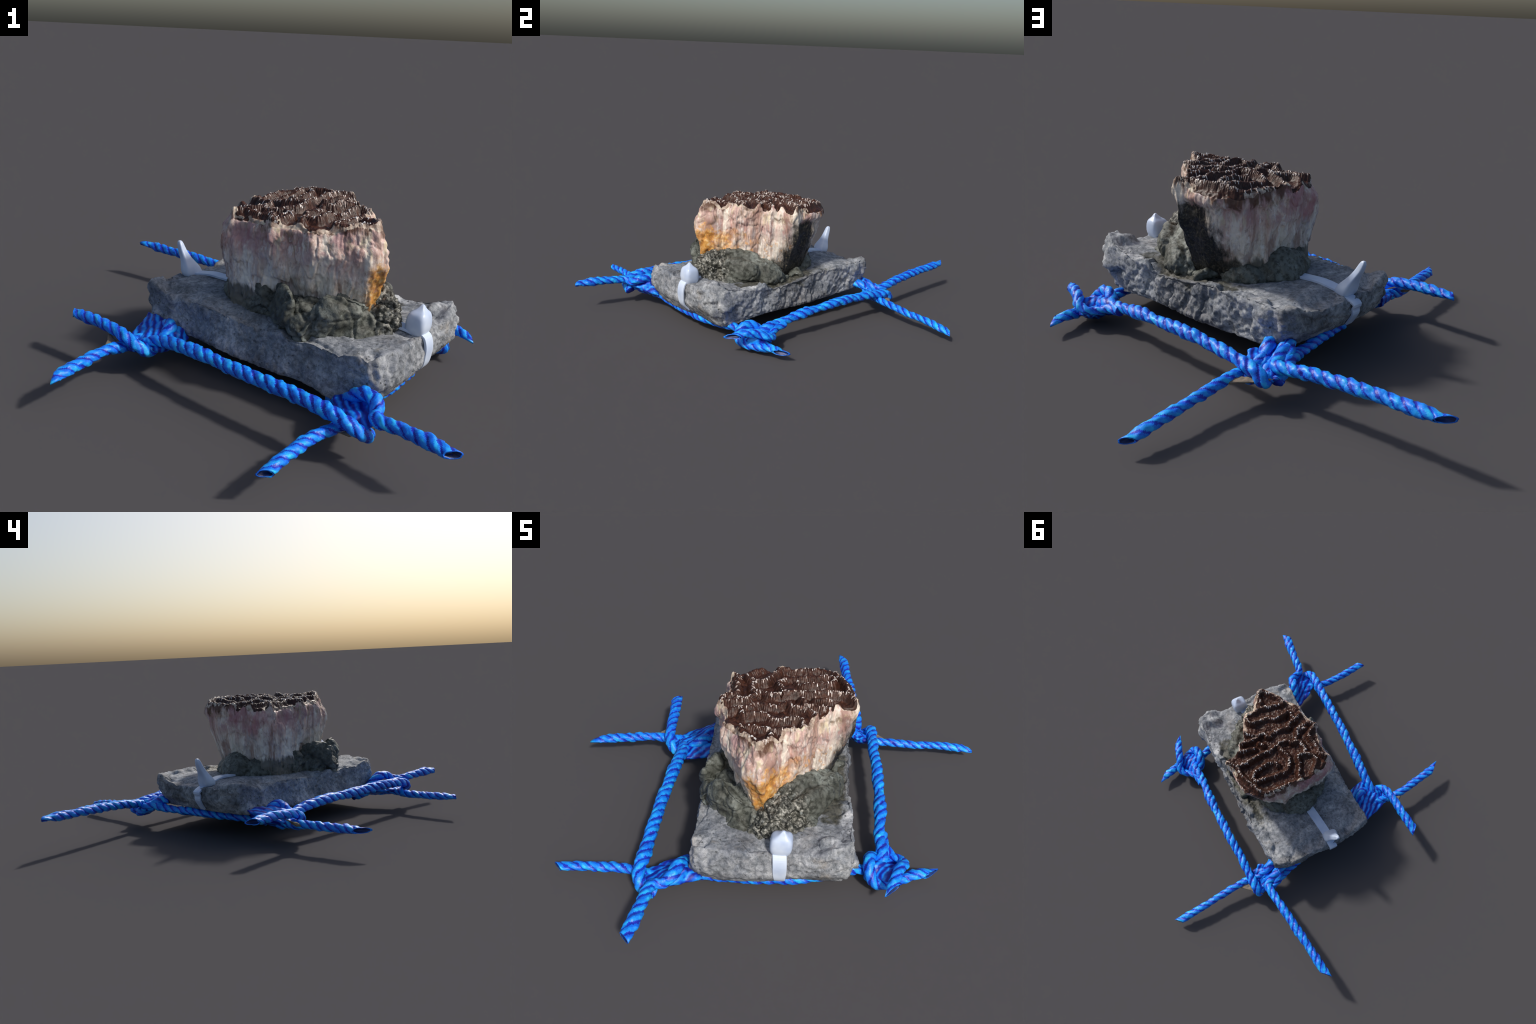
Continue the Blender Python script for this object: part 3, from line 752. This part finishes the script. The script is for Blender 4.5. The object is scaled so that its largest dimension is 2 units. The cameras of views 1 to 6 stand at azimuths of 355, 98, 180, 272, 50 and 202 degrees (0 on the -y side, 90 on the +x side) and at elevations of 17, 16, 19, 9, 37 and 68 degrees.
def build_rope(points, radius, cut, seed):
    points = [(x, y, z - .006) for x, y, z in points]
    radius *= .93
    P, s = catmull(points, .0045)
    T = np.gradient(P, axis=0)
    T /= np.linalg.norm(T, axis=1, keepdims=True)
    up = np.array([0, 0, 1.])
    Nf = up - T[0] * (up @ T[0])
    Nf /= np.linalg.norm(Nf)
    frames = []
    for t in T:
        Nf = Nf - t * (Nf @ t)
        Nf /= np.linalg.norm(Nf)
        frames.append((Nf.copy(), np.cross(t, Nf)))
    frames = np.array(frames)
    K, pitch = 36, .142
    phi = np.linspace(0, 2 * np.pi, K, endpoint=False)
    ring_noise = noise(P, 13, seed)
    rad = radius * (1 + .15 * ring_noise)
    A, S = np.meshgrid(phi, s)
    lobe = 1.5 * (A - 2 * np.pi * S / pitch) + seed + .25 * noise(P, 20, seed + 5)[:, None]
    w = np.abs(np.cos(lobe))                                # 1 on a strand, 0 in the groove between
    R = rad[:, None] * (.80 + .24 * np.sqrt(w))
    V = P[:, None, :] + R[..., None] * (np.cos(A)[..., None] * frames[:, None, 0] + np.sin(A)[..., None] * frames[:, None, 1])
    n = len(P)
    # the scanned rope sags flat on its underside and thins to a pinched tail
    below = V[..., 2] - P[:, None, 2]
    V[..., 2] -= np.where(below < 0, below * .22, 0)
    if cut:
        pinch = smooth(.09, 0, s)[:, None]
        V[..., 2] -= (V[..., 2] - P[:, None, 2]) * .38 * pinch
    if cut:
        # the first end is sliced flat by the bounding plane
        tip = P[0]
        ax = 0 if abs(tip[0]) > .79 else 1
        plane = math.copysign(.8 if ax == 0 else 1.0, tip[ax])
        for i in range(12):
            t = T[i]
            out = (plane - V[i, :, ax]) / t[ax]
            over = (V[i, :, ax] - plane) * math.copysign(1, plane) > 0
            move = over if i else np.ones(K, bool)
            V[i, move] += t * out[move, None]
    V = V.reshape(-1, 3)
    V += .0036 * radius / .026 * np.stack([fbm(V, 42, 3, .55, seed + q) for q in (1, 2, 3)], 1) * (np.repeat(np.arange(n), K) > 2)[:, None]
    idx = np.arange(K)
    F = np.vstack([np.stack([k * K + idx, k * K + np.roll(idx, -1), (k + 1) * K + np.roll(idx, -1), (k + 1) * K + idx], 1) for k in range(n - 1)])
    # strands: azure on the crown of each strand, indigo down in the lay
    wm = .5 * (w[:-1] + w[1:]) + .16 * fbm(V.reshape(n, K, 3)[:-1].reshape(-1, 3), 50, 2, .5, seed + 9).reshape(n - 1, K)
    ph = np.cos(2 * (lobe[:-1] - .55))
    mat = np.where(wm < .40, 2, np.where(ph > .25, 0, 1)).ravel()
    verts = [V]
    extra, emat = [], []
    base = len(V)
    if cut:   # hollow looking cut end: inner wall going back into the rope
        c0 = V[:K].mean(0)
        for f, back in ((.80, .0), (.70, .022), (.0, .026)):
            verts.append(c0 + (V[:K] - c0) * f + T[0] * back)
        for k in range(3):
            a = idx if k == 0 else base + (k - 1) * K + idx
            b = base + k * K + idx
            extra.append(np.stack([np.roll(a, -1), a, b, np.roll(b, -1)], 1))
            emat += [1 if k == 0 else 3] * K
    else:
        verts.append(np.repeat([V[:K].mean(0)], K, 0))
        extra.append(np.stack([np.roll(idx, -1), idx, base + idx, base + np.roll(idx, -1)], 1))
        emat += [2] * K
    tail = sum(len(v) for v in verts)
    verts.append(np.repeat([V[-K:].mean(0)], K, 0))
    last = (n - 1) * K + idx
    extra.append(np.stack([last, np.roll(last, -1), tail + np.roll(idx, -1), tail + idx], 1))
    emat += [2] * K
    mesh_object("rope", np.vstack(verts), np.vstack([F] + extra).tolist(), [ROPE_CREST, ROPE_BODY, ROPE_GROOVE, ROPE_HOLLOW_DARKENED], root, np.r_[mat, emat])

KNOTS = [[(.23, -.79, .125), (.165, -.80, .105), (.10, -.755, .10), (.15, -.70, .082), (.255, -.71, .115), (.225, -.62, .12), (.17, -.58, .08), (.22, -.56, .13), (.12, -.66, .10), (.19, -.70, .065), (.24, -.64, .15), (.14, -.56, .11), (.28, -.58, .09)],
         [(-.40, -.20, .11), (-.47, -.165, .12), (-.53, -.195, .10), (-.60, -.165, .095), (-.53, -.10, .10), (-.515, .03, .11), (-.51, .06, .16), (-.525, -.09, .12), (-.34, -.10, .11), (-.36, -.08, .14), (-.42, -.11, .165), (-.52, -.15, .065), (-.44, -.06, .06), (-.46, -.04, .16)],
         [(-.01, .675, .075), (.07, .66, .085), (-.10, .665, .095), (-.155, .570, .10), (.0, .565, .09), (-.07, .50, .15), (-.05, .61, .06), (-.15, .53, .15), (.01, .53, .14), (-.09, .57, .13)],
         [(.595, .06, .05), (.60, -.02, .06), (.65, -.05, .05), (.715, -.045, .025), (.745, .08, .035), (.70, .125, .05), (.63, .115, .055), (.735, .05, .095), (.66, .03, .002), (.70, .02, .004), (.62, .0, .10)]]
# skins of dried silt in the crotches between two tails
CROTCHES = [[(.055, .65, .10), (.10, .695, .088), (.02, .695, .085), (-.05, .685, .095), (-.09, .69, .11), (-.02, .65, .075)],
            [(-.62, -.20, .10), (-.66, -.24, .10), (-.65, -.11, .145), (-.61, -.15, .12), (-.66, -.17, .11), (-.60, -.17, .085)],
            [(.11, -.76, .09), (.20, -.785, .105), (.235, -.80, .125), (.16, -.80, .10), (.15, -.76, .075)]]

def build_hull(name, points, mat, seed, corded):
    """a lump filling the hull of the given points; corded lumps carry the lay of pressed rope strands"""
    bm = bmesh.new()
    for p in points:
        bm.verts.new(p)
    bmesh.ops.convex_hull(bm, input=bm.verts)
    me = bpy.data.meshes.new(name)
    bm.to_mesh(me)
    bm.free()
    ob = bpy.data.objects.new(name, me)
    bpy.context.scene.collection.objects.link(ob)
    mod = ob.modifiers.new("fuse", "REMESH")
    mod.mode = "VOXEL"
    mod.voxel_size = .0045
    sm = ob.modifiers.new("settle", "SMOOTH")
    sm.iterations = 10
    done = bpy.data.meshes.new_from_object(ob.evaluated_get(bpy.context.evaluated_depsgraph_get()))
    bpy.data.objects.remove(ob)
    done.name = name
    n = len(done.vertices)
    V, N = np.empty(n * 3), np.empty(n * 3)
    done.vertices.foreach_get("co", V)
    done.vertices.foreach_get("normal", N)
    V, N = V.reshape(-1, 3), N.reshape(-1, 3)
    D = .006 * fbm(V, 24, 3, .6, seed)
    if corded:
        lay = 190 * (V[:, 0] * .62 - V[:, 1] * .35 + V[:, 2] * .7) + 3.5 * noise(V, 13, seed)
        D = D + .006 * np.abs(np.sin(lay / 2)) - .003
    V = V + N * D[:, None]
    done.vertices.foreach_set("co", V.ravel())
    done.polygons.foreach_set("use_smooth", [True] * len(done.polygons))
    done.materials.clear()
    done.materials.append(mat)
    done.update()
    ob = bpy.data.objects.new(name, done)
    bpy.context.scene.collection.objects.link(ob)
    ob.parent = root

# -------------------------------------------------------------- cable ties --
def sweep_box(sections, close=True):
    """loft through rings of equal length"""
    K = len(sections[0])
    V = np.vstack(sections)
    F = []
    for k in range(len(sections) - 1):
        for j in range(K):
            F.append((k * K + j, k * K + (j + 1) % K, (k + 1) * K + (j + 1) % K, (k + 1) * K + j))
    F.append(tuple(range(K))[::-1])
    F.append(tuple((len(sections) - 1) * K + j for j in range(K)))
    return V, F

def soften(ob, width, seg=2):
    m = ob.modifiers.new("edges", "BEVEL")
    m.width = width
    m.segments = seg
    m.limit_method = "ANGLE"
    m.angle_limit = .5
    return ob

def hug(tree, p, out, lift):
    """lay a point of a strap on the stone, seen along the direction out"""
    out = Vector(out).normalized()
    hit = tree.ray_cast(Vector(p) + out * .2, -out, .4)[0]
    return tuple((hit or Vector(p)) + out * lift)

def strap(points, side, width, thick, parent):
    P, s = catmull(points, .008)
    T = np.gradient(P, axis=0)
    T /= np.linalg.norm(T, axis=1, keepdims=True)
    side = np.asarray(side, float) / np.linalg.norm(side)
    rings = []
    for k, (p, t) in enumerate(zip(P, T)):
        b = np.cross(side, t)
        b /= np.linalg.norm(b)
        w = width * (1 - .35 * smooth(.65, 1, k / len(P)))
        rings.append(np.array([p + side * w / 2 + b * thick / 2, p - side * w / 2 + b * thick / 2, p - side * w / 2 - b * thick / 2, p + side * w / 2 - b * thick / 2]))
    V, F = sweep_box(rings)
    return soften(mesh_object("strap", V, F, [NYLON], parent, None, False), .002)

def tie_head(rings, parent):
    """rings: centre, half sizes along the two horizontal axes, turn"""
    out = []
    for (x, y, z), (a, b), turn in rings:
        ct, st = math.cos(turn), math.sin(turn)
        r = []
        for i in range(20):
            f = (i + .5) * math.pi / 10
            px, py = math.copysign(abs(math.cos(f)) ** .5, math.cos(f)) * a, math.copysign(abs(math.sin(f)) ** .5, math.sin(f)) * b
            r.append((x + px * ct - py * st, y + px * st + py * ct, z))
        out.append(np.array(r))
    V, F = sweep_box(out)
    ob = mesh_object("head", V, F, [NYLON], parent)
    m = ob.modifiers.new("round", "SUBSURF")
    m.levels = m.render_levels = 1
    return ob

def build_ties(slab):
    tree = BVHTree.FromObject(slab, bpy.context.evaluated_depsgraph_get())
    up = (0, 0, 1)
    e = bpy.data.objects.new("cable_tie", None)
    bpy.context.scene.collection.objects.link(e)
    e.parent = root
    front = (.73, -.68, 0)
    line = [hug(tree, p, up, .006) for p in ((.34, -.275, .26), (.41, -.320, .26), (.470, -.358, .26))]
    line += [hug(tree, (.497, -.375, .25), (.5, -.46, .73), .007)] + [hug(tree, (.50, -.375, z), front, .007) for z in (.220, .180, .140, .105)]
    strap(line, (.69, .72, 0), .054, .010, e)
    t = math.radians(46)
    tie_head([((.474, -.350, .240), (.030, .030), t), ((.474, -.350, .262), (.040, .038), t), ((.478, -.352, .280), (.045, .041), t), ((.478, -.350, .318), (.044, .038), t), ((.480, -.350, .334), (.036, .030), t), ((.484, -.350, .341), (.018, .015), t), ((.487, -.349, .363), (.004, .004), t)], e)
    e = bpy.data.objects.new("cable_tie", None)
    bpy.context.scene.collection.objects.link(e)
    e.parent = root
    end = (-.72, .69, 0)
    line = [hug(tree, p, up, .005) for p in ((-.130, .115, .29), (-.190, .158, .29), (-.250, .203, .29), (-.305, .243, .29))]
    line += [hug(tree, (-.325, .258, .26), d, .011) for d in ((-.3, .28, .9), (-.5, .48, .72), (-.62, .60, .5), (-.68, .66, .3))] + [hug(tree, (-.345, .272, z), end, .009) for z in (.232, .210, .190, .160, .140)]
    strap(line, (.69, .72, 0), .050, .009, e)
    t = math.radians(43)
    tie_head([((-.332, .254, .240), (.038, .030), t), ((-.338, .256, .275), (.046, .034), t), ((-.348, .262, .298), (.036, .026), t), ((-.362, .271, .322), (.023, .018), t), ((-.380, .282, .355), (.015, .016), t), ((-.389, .289, .385), (.012, .013), t), ((-.391, .291, .397), (.006, .006), t)], e)

# ------------------------------------------------------------------- build --
slab = build_slab()
build_mortar()
build_coral()
build_septa()
for i, (kind, pts, rad, cut) in enumerate(ROPES):
    build_rope(pts, rad, cut, 100 + 17 * i)
bpy.context.view_layer.update()
build_ties(slab)
for i, k in enumerate(KNOTS):
    build_hull("knot", k, ROPE_KNOT, 300 + i, True)
for i, k in enumerate(CROTCHES):
    build_hull("silt_web", k, SILT, 330 + i, False)
